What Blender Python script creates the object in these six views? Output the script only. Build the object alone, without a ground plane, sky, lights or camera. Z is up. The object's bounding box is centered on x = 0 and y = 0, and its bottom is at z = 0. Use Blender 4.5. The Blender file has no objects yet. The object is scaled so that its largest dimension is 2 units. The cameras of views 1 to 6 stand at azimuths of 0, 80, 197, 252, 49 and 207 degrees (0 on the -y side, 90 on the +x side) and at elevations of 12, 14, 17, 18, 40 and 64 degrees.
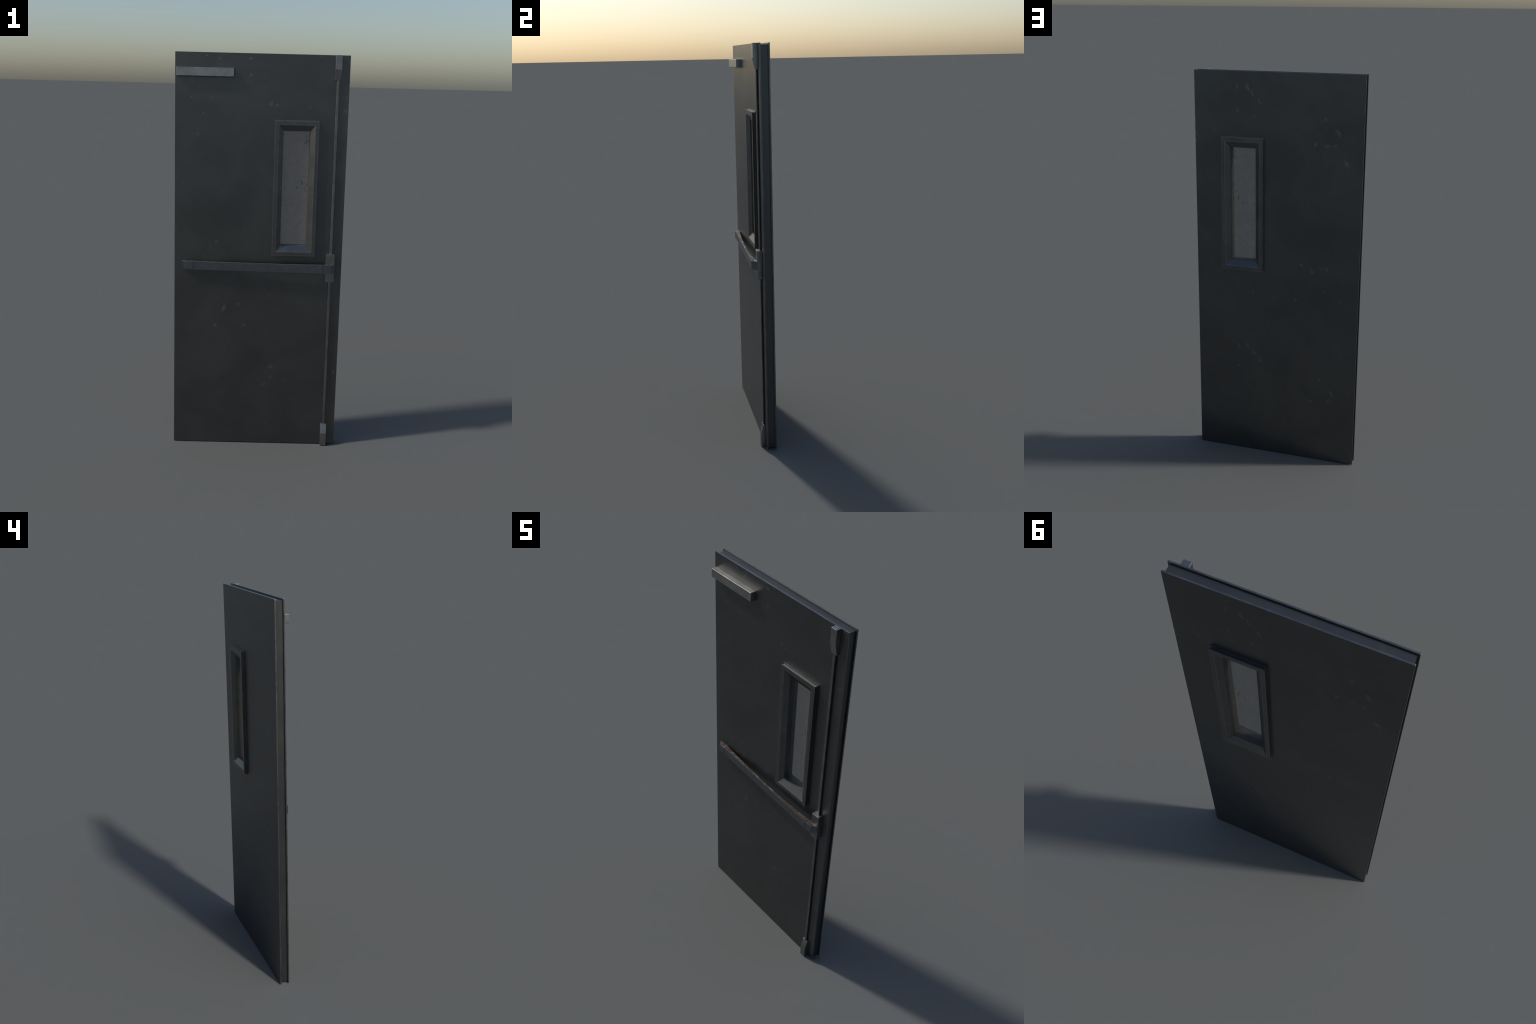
"""Steel fire-exit door leaf: two folded skins on a recessed core, a glazed vision
panel framed on both faces, a push bar with vertical rods and latches, a door closer."""
import bpy, bmesh, math

# ------------------------------------------------------------------ dimensions
HALF_W, TOP = 0.4216, 2.0             # leaf half width, leaf height
FACE_F, FACE_B = -0.0081, 0.0415     # y of the two big faces
SKIN = 0.0066                        # skin thickness
RECESS = 0.0082                      # core set back from the skin edges
WX, WZ = 0.1749, 1.3497              # centre of the vision panel
OUTER = (0.1068, 0.3348)             # half sizes of the window frame: outside edge,
RING = (0.0890, 0.3150)              #   inner edge of its flat ring,
REVEAL = (0.0657, 0.2858)            #   the clear opening
FLARE = 0.0034                       # foot of the frame is wider by this much
PROUD = 0.0163                       # frame stands this far off the face


# ------------------------------------------------------------------ mesh helpers
def finish(name, bm, mat, parent, bevel=0.0, segs=2, smooth=False, angle=35):
    bmesh.ops.recalc_face_normals(bm, faces=bm.faces)
    me = bpy.data.meshes.new(name)
    bm.to_mesh(me)
    bm.free()
    me.materials.append(mat)
    ob = bpy.data.objects.new(name, me)
    bpy.context.scene.collection.objects.link(ob)
    ob.parent = parent
    if bevel:
        m = ob.modifiers.new("edge_round", "BEVEL")
        m.width, m.segments, m.limit_method, m.angle_limit = bevel, segs, "ANGLE", math.radians(angle)
    if smooth:
        for p in me.polygons:
            p.use_smooth = True
        if not bevel:
            me.set_sharp_from_angle(angle=math.radians(angle))
    return ob


def rect(hx, hz, y, cx=WX, cz=WZ):
    return [(cx - hx, y, cz - hz), (cx + hx, y, cz - hz), (cx + hx, y, cz + hz), (cx - hx, y, cz + hz)]


def loop_sweep(loops, closed):
    """Skin a chain of rectangular loops; closed joins the last loop to the first."""
    bm = bmesh.new()
    rows = [[bm.verts.new(p) for p in l] for l in loops]
    pairs = list(zip(rows, rows[1:])) + ([(rows[-1], rows[0])] if closed else [])
    for a, b in pairs:
        n = len(a)
        for i in range(n):
            bm.faces.new((a[i], a[(i + 1) % n], b[(i + 1) % n], b[i]))
    return bm, rows


def plate_with_hole(x0, x1, z0, z1, y0, y1, hx, hz):
    cx, cz = (x0 + x1) / 2, (z0 + z1) / 2
    a, b = (x1 - x0) / 2, (z1 - z0) / 2
    return loop_sweep([rect(a, b, y0, cx, cz), rect(hx, hz, y0), rect(hx, hz, y1), rect(a, b, y1, cx, cz)], True)[0]


def box(x0, x1, y0, y1, z0, z1):
    bm = bmesh.new()
    bmesh.ops.create_cube(bm, size=1.0)
    for v in bm.verts:
        v.co.x = x0 if v.co.x < 0 else x1
        v.co.y = y0 if v.co.y < 0 else y1
        v.co.z = z0 if v.co.z < 0 else z1
    return bm


def prism(outline, axis, lo, hi):
    """Extrude a closed 2D outline along x (outline in y,z) or z (outline in x,y)."""
    bm = bmesh.new()
    put = (lambda p, t: (t, p[0], p[1])) if axis == "x" else (lambda p, t: (p[0], p[1], t))
    a = [bm.verts.new(put(p, lo)) for p in outline]
    b = [bm.verts.new(put(p, hi)) for p in outline]
    bm.faces.new(a)
    bm.faces.new(b[::-1])
    n = len(a)
    for i in range(n):
        bm.faces.new((a[i], b[i], b[(i + 1) % n], a[(i + 1) % n]))
    return bm


# ------------------------------------------------------------------ node helpers
class Nodes:
    def __init__(self, name):
        self.mat = bpy.data.materials.new(name)
        self.mat.use_nodes = True
        self.t = self.mat.node_tree
        self.bsdf = self.t.nodes["Principled BSDF"]
        self.co = self.t.nodes.new("ShaderNodeTexCoord").outputs["Object"]

    def node(self, kind, **props):
        n = self.t.nodes.new(kind)
        for k, v in props.items():
            setattr(n, k, v)
        return n

    def feed(self, socket, value):
        if isinstance(value, bpy.types.NodeSocket):
            self.t.links.new(value, socket)
        else:
            socket.default_value = value

    def math(self, op, a, b=0.0, clamp=False):
        n = self.node("ShaderNodeMath", operation=op, use_clamp=clamp)
        self.feed(n.inputs[0], a)
        self.feed(n.inputs[1], b)
        return n.outputs[0]

    def mapped(self, loc=(0, 0, 0), rot=(0, 0, 0), scale=(1, 1, 1), kind="POINT", src=None):
        n = self.node("ShaderNodeMapping", vector_type=kind)
        self.feed(n.inputs["Vector"], src or self.co)
        n.inputs["Location"].default_value, n.inputs["Rotation"].default_value, n.inputs["Scale"].default_value = loc, rot, scale
        return n.outputs[0]

    def streaks(self, turn, scale):
        """Coordinates turned about y, then stretched, for slanting streaks."""
        return self.mapped(scale=scale, src=self.mapped(rot=(0, math.radians(turn), 0)))

    def noise(self, scale, detail=4.0, rough=0.55, vec=None, warp=0.0):
        n = self.node("ShaderNodeTexNoise")
        self.feed(n.inputs["Vector"], vec or self.co)
        n.inputs["Scale"].default_value, n.inputs["Detail"].default_value = scale, detail
        n.inputs["Roughness"].default_value, n.inputs["Distortion"].default_value = rough, warp
        return n.outputs["Fac"]

    def ramp(self, fac, lo, hi, a=0.0, b=1.0):
        n = self.node("ShaderNodeMapRange", interpolation_type="SMOOTHSTEP")
        self.feed(n.inputs["Value"], fac)
        for i, v in zip(("From Min", "From Max", "To Min", "To Max"), (lo, hi, a, b)):
            self.feed(n.inputs[i], v)
        return n.outputs[0]

    def mix(self, fac, a, b):
        n = self.node("ShaderNodeMix", data_type="RGBA")
        self.feed(n.inputs["Factor"], fac)
        for s, v in ((n.inputs[6], a), (n.inputs[7], b)):
            self.feed(s, v if isinstance(v, bpy.types.NodeSocket) else (*v, 1.0))
        return n.outputs[2]

    def blob(self, x, y, z, rx, rz, turn=0.0, depth=0.012):
        """Soft ellipsoid mask, 1 in the middle and 0 at its rim."""
        v = self.mapped((x, y, z), (0, math.radians(turn), 0), (rx, depth, rz), "TEXTURE")
        g = self.node("ShaderNodeTexGradient", gradient_type="SPHERICAL")
        self.feed(g.inputs[0], v)
        return g.outputs["Fac"]

    def strongest(self, masks):
        out = masks[0]
        for m in masks[1:]:
            out = self.math("MAXIMUM", out, m)
        return out

    def edge_wear(self, width, lo, hi, noise):
        """Mask of worn outside edges: rounded normal against the true one, broken by noise."""
        bev = self.node("ShaderNodeBevel", samples=4)
        bev.inputs["Radius"].default_value = width
        geo = self.node("ShaderNodeNewGeometry")
        dot = self.node("ShaderNodeVectorMath", operation="DOT_PRODUCT")
        self.feed(dot.inputs[0], bev.outputs[0])
        self.feed(dot.inputs[1], geo.outputs["True Normal"])
        edge = self.math("SUBTRACT", 1.0, dot.outputs["Value"])
        convex = self.ramp(geo.outputs["Pointiness"], 0.49, 0.52)
        return self.math("MULTIPLY", self.math("MULTIPLY", self.ramp(edge, lo, hi), noise), convex, True)

    def bump(self, height, strength, distance):
        n = self.node("ShaderNodeBump")
        n.inputs["Strength"].default_value, n.inputs["Distance"].default_value = strength, distance
        self.feed(n.inputs["Height"], height)
        self.feed(self.bsdf.inputs["Normal"], n.outputs[0])

    def done(self, colour, rough, metal):
        self.feed(self.bsdf.inputs["Base Color"], colour if isinstance(colour, bpy.types.NodeSocket) else (*colour, 1))
        self.feed(self.bsdf.inputs["Roughness"], rough)
        self.feed(self.bsdf.inputs["Metallic"], metal)
        return self.mat


# Scuffs on the faces: (x, z, half width, half height, turn in degrees)
FRONT_SCUFFS = [
    (0.072, 1.757, 0.034, 0.020, 10), (0.045, 1.765, 0.030, 0.030, 0), (0.050, 1.715, 0.010, 0.010, 0),
    (-0.268, 1.985, 0.020, 0.012, 0), (-0.208, 1.971, 0.020, 0.022, 0), (-0.058, 1.976, 0.024, 0.022, 30),
    (-0.055, 1.895, 0.014, 0.030, 0), (-0.248, 1.785, 0.014, 0.012, 0), (-0.345, 1.788, 0.022, 0.014, 30),
    (-0.284, 1.712, 0.014, 0.012, 0), (-0.310, 1.610, 0.012, 0.026, 10), (0.280, 1.994, 0.016, 0.010, 0),
    (0.233, 1.752, 0.020, 0.012, 0), (0.411, 1.803, 0.012, 0.020, 0), (0.406, 1.735, 0.026, 0.034, 25),
    (-0.212, 1.080, 0.030, 0.024, 20), (-0.062, 1.051, 0.012, 0.018, 0), (-0.206, 0.782, 0.020, 0.012, 0),
    (-0.170, 0.728, 0.030, 0.062, 18), (-0.210, 0.640, 0.024, 0.030, 0), (-0.097, 0.756, 0.026, 0.020, 0),
    (-0.064, 0.645, 0.026, 0.020, -30), (0.063, 0.804, 0.020, 0.018, 0), (0.150, 0.781, 0.009, 0.009, 0),
    (0.077, 0.421, 0.030, 0.026, 0), (0.077, 0.366, 0.022, 0.034, 0), (0.045, 0.325, 0.026, 0.022, 0),
    (0.148, 0.350, 0.022, 0.018, 40), (0.406, 0.402, 0.022, 0.034, 20), (0.411, 0.469, 0.010, 0.014, 0),
    (0.139, 0.158, 0.012, 0.012, 0), (0.055, 0.111, 0.012, 0.014, 0), (0.02, 1.88, 0.012, 0.012, 0),
]
BACK_SCUFFS = [
    (0.203, 1.925, 0.018, 0.044, 0), (0.150, 1.925, 0.024, 0.046, 25), (0.126, 1.900, 0.014, 0.036, 25),
    (0.088, 1.860, 0.016, 0.032, 28), (0.102, 1.841, 0.010, 0.018, 0), (0.201, 1.812, 0.012, 0.026, 0),
    (0.116, 1.790, 0.010, 0.026, -10), (0.326, 1.716, 0.020, 0.012, 0), (-0.236, 1.794, 0.020, 0.024, 0),
    (-0.300, 1.729, 0.018, 0.058, 34), (-0.190, 1.668, 0.022, 0.030, 0), (-0.246, 1.666, 0.032, 0.018, 0),
    (-0.285, 1.670, 0.022, 0.018, 0), (-0.342, 1.586, 0.026, 0.050, 30), (0.418, 1.754, 0.008, 0.022, 0),
    (0.418, 1.698, 0.008, 0.018, 0), (0.418, 1.662, 0.010, 0.024, 0), (-0.132, 1.067, 0.022, 0.030, 40),
    (-0.184, 1.041, 0.022, 0.034, 40), (-0.262, 1.056, 0.016, 0.034, 10), (-0.248, 0.943, 0.016, 0.014, 0),
    (-0.100, 0.880, 0.028, 0.020, 0), (-0.334, 0.897, 0.010, 0.026, 0), (0.124, 0.901, 0.014, 0.014, 0),
    (0.202, 0.591, 0.018, 0.040, 0), (0.154, 0.598, 0.022, 0.034, 20), (0.122, 0.568, 0.016, 0.046, 30),
    (0.088, 0.527, 0.018, 0.030, 30), (0.203, 0.480, 0.014, 0.024, 0), (0.113, 0.458, 0.010, 0.024, 0),
    (-0.235, 0.462, 0.016, 0.020, 0), (-0.300, 0.390, 0.018, 0.054, 34), (-0.188, 0.332, 0.026, 0.022, 0),
    (-0.284, 0.342, 0.026, 0.026, 0), (0.202, 0.140, 0.014, 0.016, 0), (0.118, 0.110, 0.012, 0.018, 0),
]


def painted_steel():
    n = Nodes("dark_painted_steel")
    cloud = n.noise(3.2, 5, 0.62, warp=0.6)
    smear = n.noise(1.0, 4, 0.6, n.streaks(-32, (22, 4, 5)))
    grain = n.noise(900, 2, 0.5)
    base = n.mix(n.ramp(cloud, 0.34, 0.68), (0.105, 0.107, 0.108), (0.123, 0.124, 0.122))
    base = n.mix(n.ramp(smear, 0.52, 0.72, 0.0, 0.30), base, (0.088, 0.092, 0.096))
    # chips and rubbed marks, ragged by stretched fine noise
    masks = [n.blob(x, FACE_F, z, a * 0.72, b * 0.72, t) for x, z, a, b, t in FRONT_SCUFFS]
    masks += [n.blob(x, FACE_B, z, a * 0.80, b * 0.80, t) for x, z, a, b, t in BACK_SCUFFS]
    near = n.strongest(masks)
    ragged = n.noise(120, 4, 0.62, n.streaks(-25, (1.25, 1.0, 0.6)), 0.6)
    body = n.math("ADD", n.math("MULTIPLY", ragged, 0.9), n.math("MULTIPLY", near, 0.36))
    chips = n.math("MULTIPLY", n.ramp(body, 0.635, 0.70), n.ramp(near, 0.0, 0.14))
    rub = n.strongest([n.blob(x, y, z, a, b, 30) for x, y, z, a, b in (
        (-0.34, FACE_B, 1.58, 0.06, 0.14), (-0.34, FACE_B, 0.66, 0.05, 0.12), (-0.20, FACE_B, 1.62, 0.10, 0.08), (0.10, FACE_B, 0.75, 0.08, 0.12),
        (-0.34, FACE_F, 1.62, 0.05, 0.12), (-0.20, FACE_F, 1.10, 0.09, 0.05), (0.05, FACE_F, 0.60, 0.06, 0.12))])
    lines = n.ramp(n.noise(1, 3, 0.6, n.streaks(-30, (170, 30, 9))), 0.50, 0.68)
    lines = n.math("MULTIPLY", lines, n.ramp(rub, 0.0, 0.5))
    specks = n.math("MULTIPLY", n.ramp(n.noise(130, 2, 0.5), 0.745, 0.79), n.ramp(cloud, 0.45, 0.6, 0.0, 0.5))
    wear = n.edge_wear(0.0016, 0.01, 0.12, n.ramp(n.noise(38, 4, 0.65), 0.48, 0.66, 0.06, 0.7))
    marks = n.strongest([n.math("MULTIPLY", chips, 0.42), n.math("MULTIPLY", lines, 0.10), specks, n.math("MULTIPLY", wear, 0.7)])
    colour = n.mix(marks, base, (0.25, 0.245, 0.235))
    rough = n.math("ADD", n.ramp(cloud, 0.3, 0.7, 0.34, 0.39), n.math("MULTIPLY", marks, 0.15))
    n.bump(n.math("ADD", n.math("MULTIPLY", grain, 0.5), n.math("MULTIPLY", marks, -0.6)), 0.12, 0.0006)
    return n.done(colour, rough, 0.90)


def core_steel():
    n = Nodes("dusty_edge_steel")
    cloud = n.noise(16, 5, 0.65, n.mapped(scale=(1, 1, 0.35)), 0.5)
    dirt = n.ramp(cloud, 0.50, 0.68)
    base = n.mix(dirt, (0.098, 0.100, 0.103), (0.105, 0.102, 0.099))
    n.bump(n.noise(400, 3), 0.1, 0.0005)
    return n.done(base, n.ramp(cloud, 0.3, 0.7, 0.36, 0.46), 0.9)


def frame_steel():
    n = Nodes("worn_frame_steel")
    cloud = n.noise(9, 5, 0.65, warp=0.5)
    base = n.mix(n.ramp(cloud, 0.35, 0.68), (0.122, 0.125, 0.126), (0.148, 0.147, 0.143))
    streaks = n.ramp(n.noise(1, 4, 0.65, n.mapped(scale=(120, 120, 16))), 0.60, 0.72)
    chips = n.ramp(n.noise(60, 4, 0.6, warp=0.5), 0.64, 0.70)
    sep = n.node("ShaderNodeSeparateXYZ")
    n.feed(sep.inputs[0], n.co)
    dx = n.math("ABSOLUTE", n.math("SUBTRACT", sep.outputs["X"], WX))
    dz = n.math("ABSOLUTE", n.math("SUBTRACT", sep.outputs["Z"], WZ))
    rims = []
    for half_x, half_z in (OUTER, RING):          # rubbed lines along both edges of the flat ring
        d = n.math("MAXIMUM", n.math("SUBTRACT", dx, half_x), n.math("SUBTRACT", dz, half_z))
        rims.append(n.ramp(n.math("ABSOLUTE", n.math("ADD", d, -0.0004 if half_x == RING[0] else 0.0005)), 0.0010, 0.0024, 1.0, 0.0))
    wear = n.math("MULTIPLY", n.strongest(rims), n.ramp(n.noise(34, 4, 0.65), 0.34, 0.66, 0.22, 1.0))
    proud = n.math("GREATER_THAN", n.math("ABSOLUTE", n.math("SUBTRACT", sep.outputs["Y"], (FACE_F + FACE_B) / 2)), (FACE_B - FACE_F) / 2 + PROUD - 0.0022)
    wear = n.math("MULTIPLY", wear, proud)
    marks = n.strongest([n.math("MULTIPLY", streaks, 0.25), n.math("MULTIPLY", chips, 0.32), n.math("MULTIPLY", wear, 0.55)])
    colour = n.mix(marks, base, (0.30, 0.29, 0.275))
    n.bump(n.noise(500, 3), 0.10, 0.0005)
    return n.done(colour, n.ramp(cloud, 0.3, 0.7, 0.32, 0.38), 0.90)


def lining_steel():
    n = Nodes("brownish_lining_steel")
    cloud = n.noise(18, 5, 0.65, n.mapped(scale=(1, 1, 0.4)), 0.6)
    base = n.mix(n.ramp(cloud, 0.35, 0.65), (0.088, 0.086, 0.080), (0.125, 0.116, 0.100))
    n.bump(n.noise(400, 3), 0.1, 0.0005)
    return n.done(base, 0.52, 0.55)


def bare_steel(name, tint, stretch):
    n = Nodes(name)
    cloud = n.noise(14, 5, 0.65, warp=0.4)
    brushed = n.noise(1, 3, 0.6, n.mapped(scale=stretch))
    fac = n.math("ADD", n.math("MULTIPLY", cloud, 0.75), n.math("MULTIPLY", brushed, 0.25))
    base = n.mix(n.ramp(fac, 0.36, 0.64), tuple(c * 0.84 for c in tint), tuple(c * 1.12 for c in tint))
    wear = n.edge_wear(0.0014, 0.01, 0.12, n.ramp(cloud, 0.35, 0.6, 0.3, 1.0))
    colour = n.mix(n.math("MULTIPLY", wear, 0.5), base, (0.55, 0.55, 0.54))
    n.bump(n.math("ADD", brushed, n.noise(220, 3)), 0.08, 0.0006)
    return n.done(colour, n.ramp(fac, 0.35, 0.65, 0.35, 0.41), 0.95)


def bar_steel():
    """Blue-grey bar; rust has settled on its upper side, a few pinkish scrapes cross the front."""
    n = Nodes("rust_topped_bar_steel")
    cloud = n.noise(24, 4, 0.6)
    base = n.mix(n.ramp(cloud, 0.35, 0.65), (0.152, 0.166, 0.188), (0.162, 0.176, 0.196))
    scrapes = [(-0.283, 0.962, 0.0016, 0.038, 118), (-0.218, 0.951, 0.0014, 0.017, 165), (-0.228, 0.972, 0.0012, 0.012, 160),
               (-0.185, 0.972, 0.0022, 0.009, 170), (-0.207, 0.961, 0.0011, 0.010, 130),
               (0.120, 0.970, 0.0013, 0.014, 160), (0.143, 0.953, 0.0018, 0.016, 155),
               (0.282, 0.958, 0.0022, 0.029, 50), (0.308, 0.960, 0.0011, 0.016, 170), (-0.09, 0.967, 0.0011, 0.006, 170)]
    cut = n.strongest([n.blob(x, -0.046, z, a, b, t, 0.05) for x, z, a, b, t in scrapes])
    cut = n.math("MULTIPLY", n.ramp(cut, 0.05, 0.6), n.ramp(n.noise(90, 3), 0.35, 0.6, 0.15, 0.6))
    geo = n.node("ShaderNodeNewGeometry")
    sep = n.node("ShaderNodeSeparateXYZ")
    n.feed(sep.inputs[0], geo.outputs["True Normal"])
    top = n.ramp(sep.outputs["Z"], 0.75, 0.97)
    blotch = n.noise(42, 5, 0.62, n.mapped(scale=(0.7, 1.6, 1)), 0.6)
    rust = n.math("MULTIPLY", top, n.ramp(blotch, 0.33, 0.48))
    rust_tint = n.mix(n.ramp(n.noise(160, 4, 0.6), 0.35, 0.65), (0.026, 0.0150, 0.0105), (0.062, 0.034, 0.023))
    wear = n.edge_wear(0.0014, 0.01, 0.12, n.ramp(cloud, 0.38, 0.62, 0.1, 0.8))
    colour = n.mix(cut, base, (0.34, 0.29, 0.275))
    colour = n.mix(n.math("MULTIPLY", wear, 0.6), colour, (0.48, 0.48, 0.50))
    colour = n.mix(rust, colour, rust_tint)
    n.bump(n.math("ADD", n.math("MULTIPLY", rust, n.noise(260, 3)), n.math("MULTIPLY", n.noise(300, 2), 0.2)), 0.25, 0.0008)
    rough = n.math("ADD", n.ramp(cloud, 0.3, 0.7, 0.30, 0.34), n.math("ADD", n.math("MULTIPLY", top, 0.18), n.math("MULTIPLY", rust, 0.30)))
    return n.done(colour, rough, n.math("SUBTRACT", 0.92, n.math("MULTIPLY", rust, 0.80)))


def dirty_glass():
    n = Nodes("grimy_glass")
    film = n.noise(20, 5, 0.65, warp=0.5)
    grime = n.ramp(n.noise(95, 4, 0.66, warp=0.7), 0.56, 0.70)
    fine = n.ramp(n.noise(1, 3, 0.6, n.streaks(-45, (160, 20, 22))), 0.64, 0.74)
    scratches = [(0.170, 1.148, 0.0016, 0.042, 48), (0.138, 1.190, 0.0013, 0.034, 50), (0.200, 1.175, 0.0013, 0.022, 50),
                 (0.225, 1.582, 0.0040, 0.026, 40), (0.208, 1.380, 0.0042, 0.022, -8), (0.232, 1.368, 0.0030, 0.012, 20),
                 (0.185, 1.355, 0.0040, 0.010, 0), (0.225, 1.345, 0.0030, 0.016, -15), (0.123, 1.352, 0.0045, 0.006, 0),
                 (0.130, 1.500, 0.0014, 0.022, 55), (0.150, 1.475, 0.0014, 0.016, 45), (0.222, 1.085, 0.0013, 0.020, 60)]
    cut = n.strongest([n.blob(x, 0.0172, z, a, b, t, 0.02) for x, z, a, b, t in scratches])
    cut = n.math("MULTIPLY", n.ramp(cut, 0.05, 0.7), 0.62)
    dark = n.strongest([n.math("MULTIPLY", grime, 0.45), n.math("MULTIPLY", fine, 0.30), cut])
    alpha = n.math("ADD", n.ramp(film, 0.3, 0.7, 0.38, 0.41), n.math("MULTIPLY", dark, 0.26), True)
    n.feed(n.bsdf.inputs["Alpha"], alpha)
    n.bsdf.inputs["Specular IOR Level"].default_value = 0.15
    return n.done(n.mix(dark, (0.104, 0.101, 0.095), (0.02, 0.02, 0.02)), 0.5, 0.0)


# ------------------------------------------------------------------ build
steel, edge, frame_mat, glass_mat, bar_mat = painted_steel(), core_steel(), frame_steel(), dirty_glass(), bar_steel()
hard_mat = bare_steel("brushed_hardware_steel", (0.310, 0.310, 0.298), (90, 60, 30))
rim_mat = bare_steel("rubbed_rim_steel", (0.168, 0.170, 0.170), (60, 60, 30))
latch_mat = bare_steel("latch_steel", (0.285, 0.287, 0.284), (90, 60, 30))
case_mat = bare_steel("dark_hardware_steel", (0.235, 0.238, 0.236), (90, 60, 30))
rod_mat = bare_steel("dull_rod_steel", (0.21, 0.208, 0.20), (300, 300, 8))

door = bpy.data.objects.new("fire_exit_door", None)
bpy.context.scene.collection.objects.link(door)
door["label"] = "dark grey steel exit door with push bar and narrow window"
door["category"] = "door"

hx, hz = REVEAL[0] + 0.003, REVEAL[1] + 0.003     # hole through the leaf, hidden behind the lining
for y0, y1 in ((FACE_F, FACE_F + SKIN), (FACE_B - SKIN, FACE_B)):
    skin = finish("door_skin", plate_with_hole(-HALF_W, HALF_W, 0, TOP, y0, y1, hx, hz), steel, door, 0.0007)
    skin.data.materials.append(rim_mat)
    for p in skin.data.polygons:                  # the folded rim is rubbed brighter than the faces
        p.material_index = 0 if abs(p.normal.y) > 0.5 else 1
finish("door_core", plate_with_hole(-HALF_W + RECESS, HALF_W - RECESS, RECESS, TOP - RECESS,
                                    FACE_F + SKIN, FACE_B - SKIN, hx, hz), edge, door)

# vision panel: lining through the leaf, a splayed frame on each face, one pane
lining = [rect(hx - 0.0002, hz - 0.0002, FACE_F + 0.0006), rect(*REVEAL, FACE_F + 0.0006),
          rect(*REVEAL, FACE_B - 0.0006), rect(hx - 0.0002, hz - 0.0002, FACE_B - 0.0006)]
finish("window_lining", loop_sweep(lining, True)[0], lining_steel(), door)
for face, out in ((FACE_F, -1.0), (FACE_B, 1.0)):
    at = lambda off, d: rect(OUTER[0] + off, OUTER[1] + off, face + out * d)
    prof = [at(FLARE, -0.0004), at(FLARE, 0.0024), at(-0.0028, 0.0032), at(-0.0028, PROUD - 0.0040),
            at(0.0, PROUD - 0.0022), at(0.0, PROUD),
            rect(*RING, face + out * PROUD), rect(*REVEAL, face + out * 0.0), rect(*REVEAL, face - out * 0.0004)]
    finish("window_frame", loop_sweep(prof, True)[0], frame_mat, door, 0.0006, 2, angle=40)
finish("window_pane", box(WX - REVEAL[0] - 0.001, WX + REVEAL[0] + 0.001, 0.0150, 0.0185,
                          WZ - REVEAL[1] - 0.001, WZ + REVEAL[1] + 0.001), glass_mat, door)

# door closer
finish("door_closer", box(-0.4146, -0.1375, -0.0336, FACE_F + 0.0005, 1.8874, 1.9285), hard_mat, door, 0.0016, 3)

# vertical rods, their latches and the latch case
for z0, z1 in ((0.116, 0.890), (1.025, 1.886)):
    section = [(-0.0050, -0.0187), (0.0050, -0.0187), (0.0062, -0.0175), (0.0062, -0.0132), (0.0030, FACE_F + 0.0005),
               (-0.0030, FACE_F + 0.0005), (-0.0062, -0.0132), (-0.0062, -0.0175)]
    finish("vertical_rod", prism([(0.3645 + dx, y) for dx, y in section], "z", z0, z1), rod_mat, door)
FOOT = FACE_F + 0.0005
wedge = [(FOOT, 2.0), (-0.0312, 2.0), (-0.0312, 1.9330), (-0.0186, 1.8820), (FOOT, 1.8820)]
finish("rod_latch", prism(wedge, "x", 0.3482, 0.3795), latch_mat, door, 0.0013, 3, angle=14)
finish("rod_latch", prism([(y, 2.0 - z) for y, z in wedge], "x", 0.3482, 0.3795), latch_mat, door, 0.0013, 3, angle=14)
finish("latch_case", box(0.3412, 0.3839, -0.0322, FOOT, 0.8856, 1.0286), case_mat, door, 0.0016, 3)

# push bar: front edge runs straight and away from the door, back edge is bowed
BAR_Z0, BAR_Z1, SEAM = 0.9347, 0.9774, 0.3255
FRONT = [(-SEAM, -0.0327), (SEAM, -0.0577)]
BACK = [(-SEAM, -0.0098), (-0.277, -0.0155), (-0.22, -0.0200), (-0.15, -0.0250), (-0.08, -0.0300), (0.0, -0.0352),
        (0.08, -0.0383), (0.16, -0.0396), (0.24, -0.0384), (SEAM, -0.0350)]


def along(line, x):
    for (x0, y0), (x1, y1) in zip(line, line[1:]):
        if x <= x1:
            t = max(0.0, (x - x0) / (x1 - x0))
            return y0 + (y1 - y0) * t
    return line[-1][1]


def bar_section(x, inset):
    f, b = along(FRONT, x) + inset, along(BACK, x) - inset
    return [(x, f, BAR_Z0 + inset), (x, b, BAR_Z0 + inset), (x, b, BAR_Z1 - inset), (x, f, BAR_Z1 - inset)]


end = SEAM - 0.0008
stations = [(-SEAM - 0.004, 0.0028), (-end, 0.0028)] + [(-end + 2 * end * i / 40, 0.0) for i in range(41)] + [(end, 0.0028), (SEAM + 0.004, 0.0028)]
bm, rows = loop_sweep([bar_section(x, d) for x, d in stations], False)
bm.faces.new(rows[0])
bm.faces.new(rows[-1])
bar = finish("push_bar", bm, bar_mat, door, 0.0011, 2, angle=50)
caps = ([(-0.3842, FOOT), (-0.3640, -0.0330), (-SEAM - 0.0008, -0.0330), (-SEAM - 0.0008, FOOT)],
        [(SEAM + 0.0008, -0.0577), (0.3632, -0.0577), (0.3842, -0.0350), (0.3842, -0.0312), (SEAM + 0.0008, -0.0312)])
for outline in caps:
    finish("bar_end_cap", prism(outline, "z", BAR_Z0, BAR_Z1), bar_mat, bar, 0.0013, 3, angle=30)
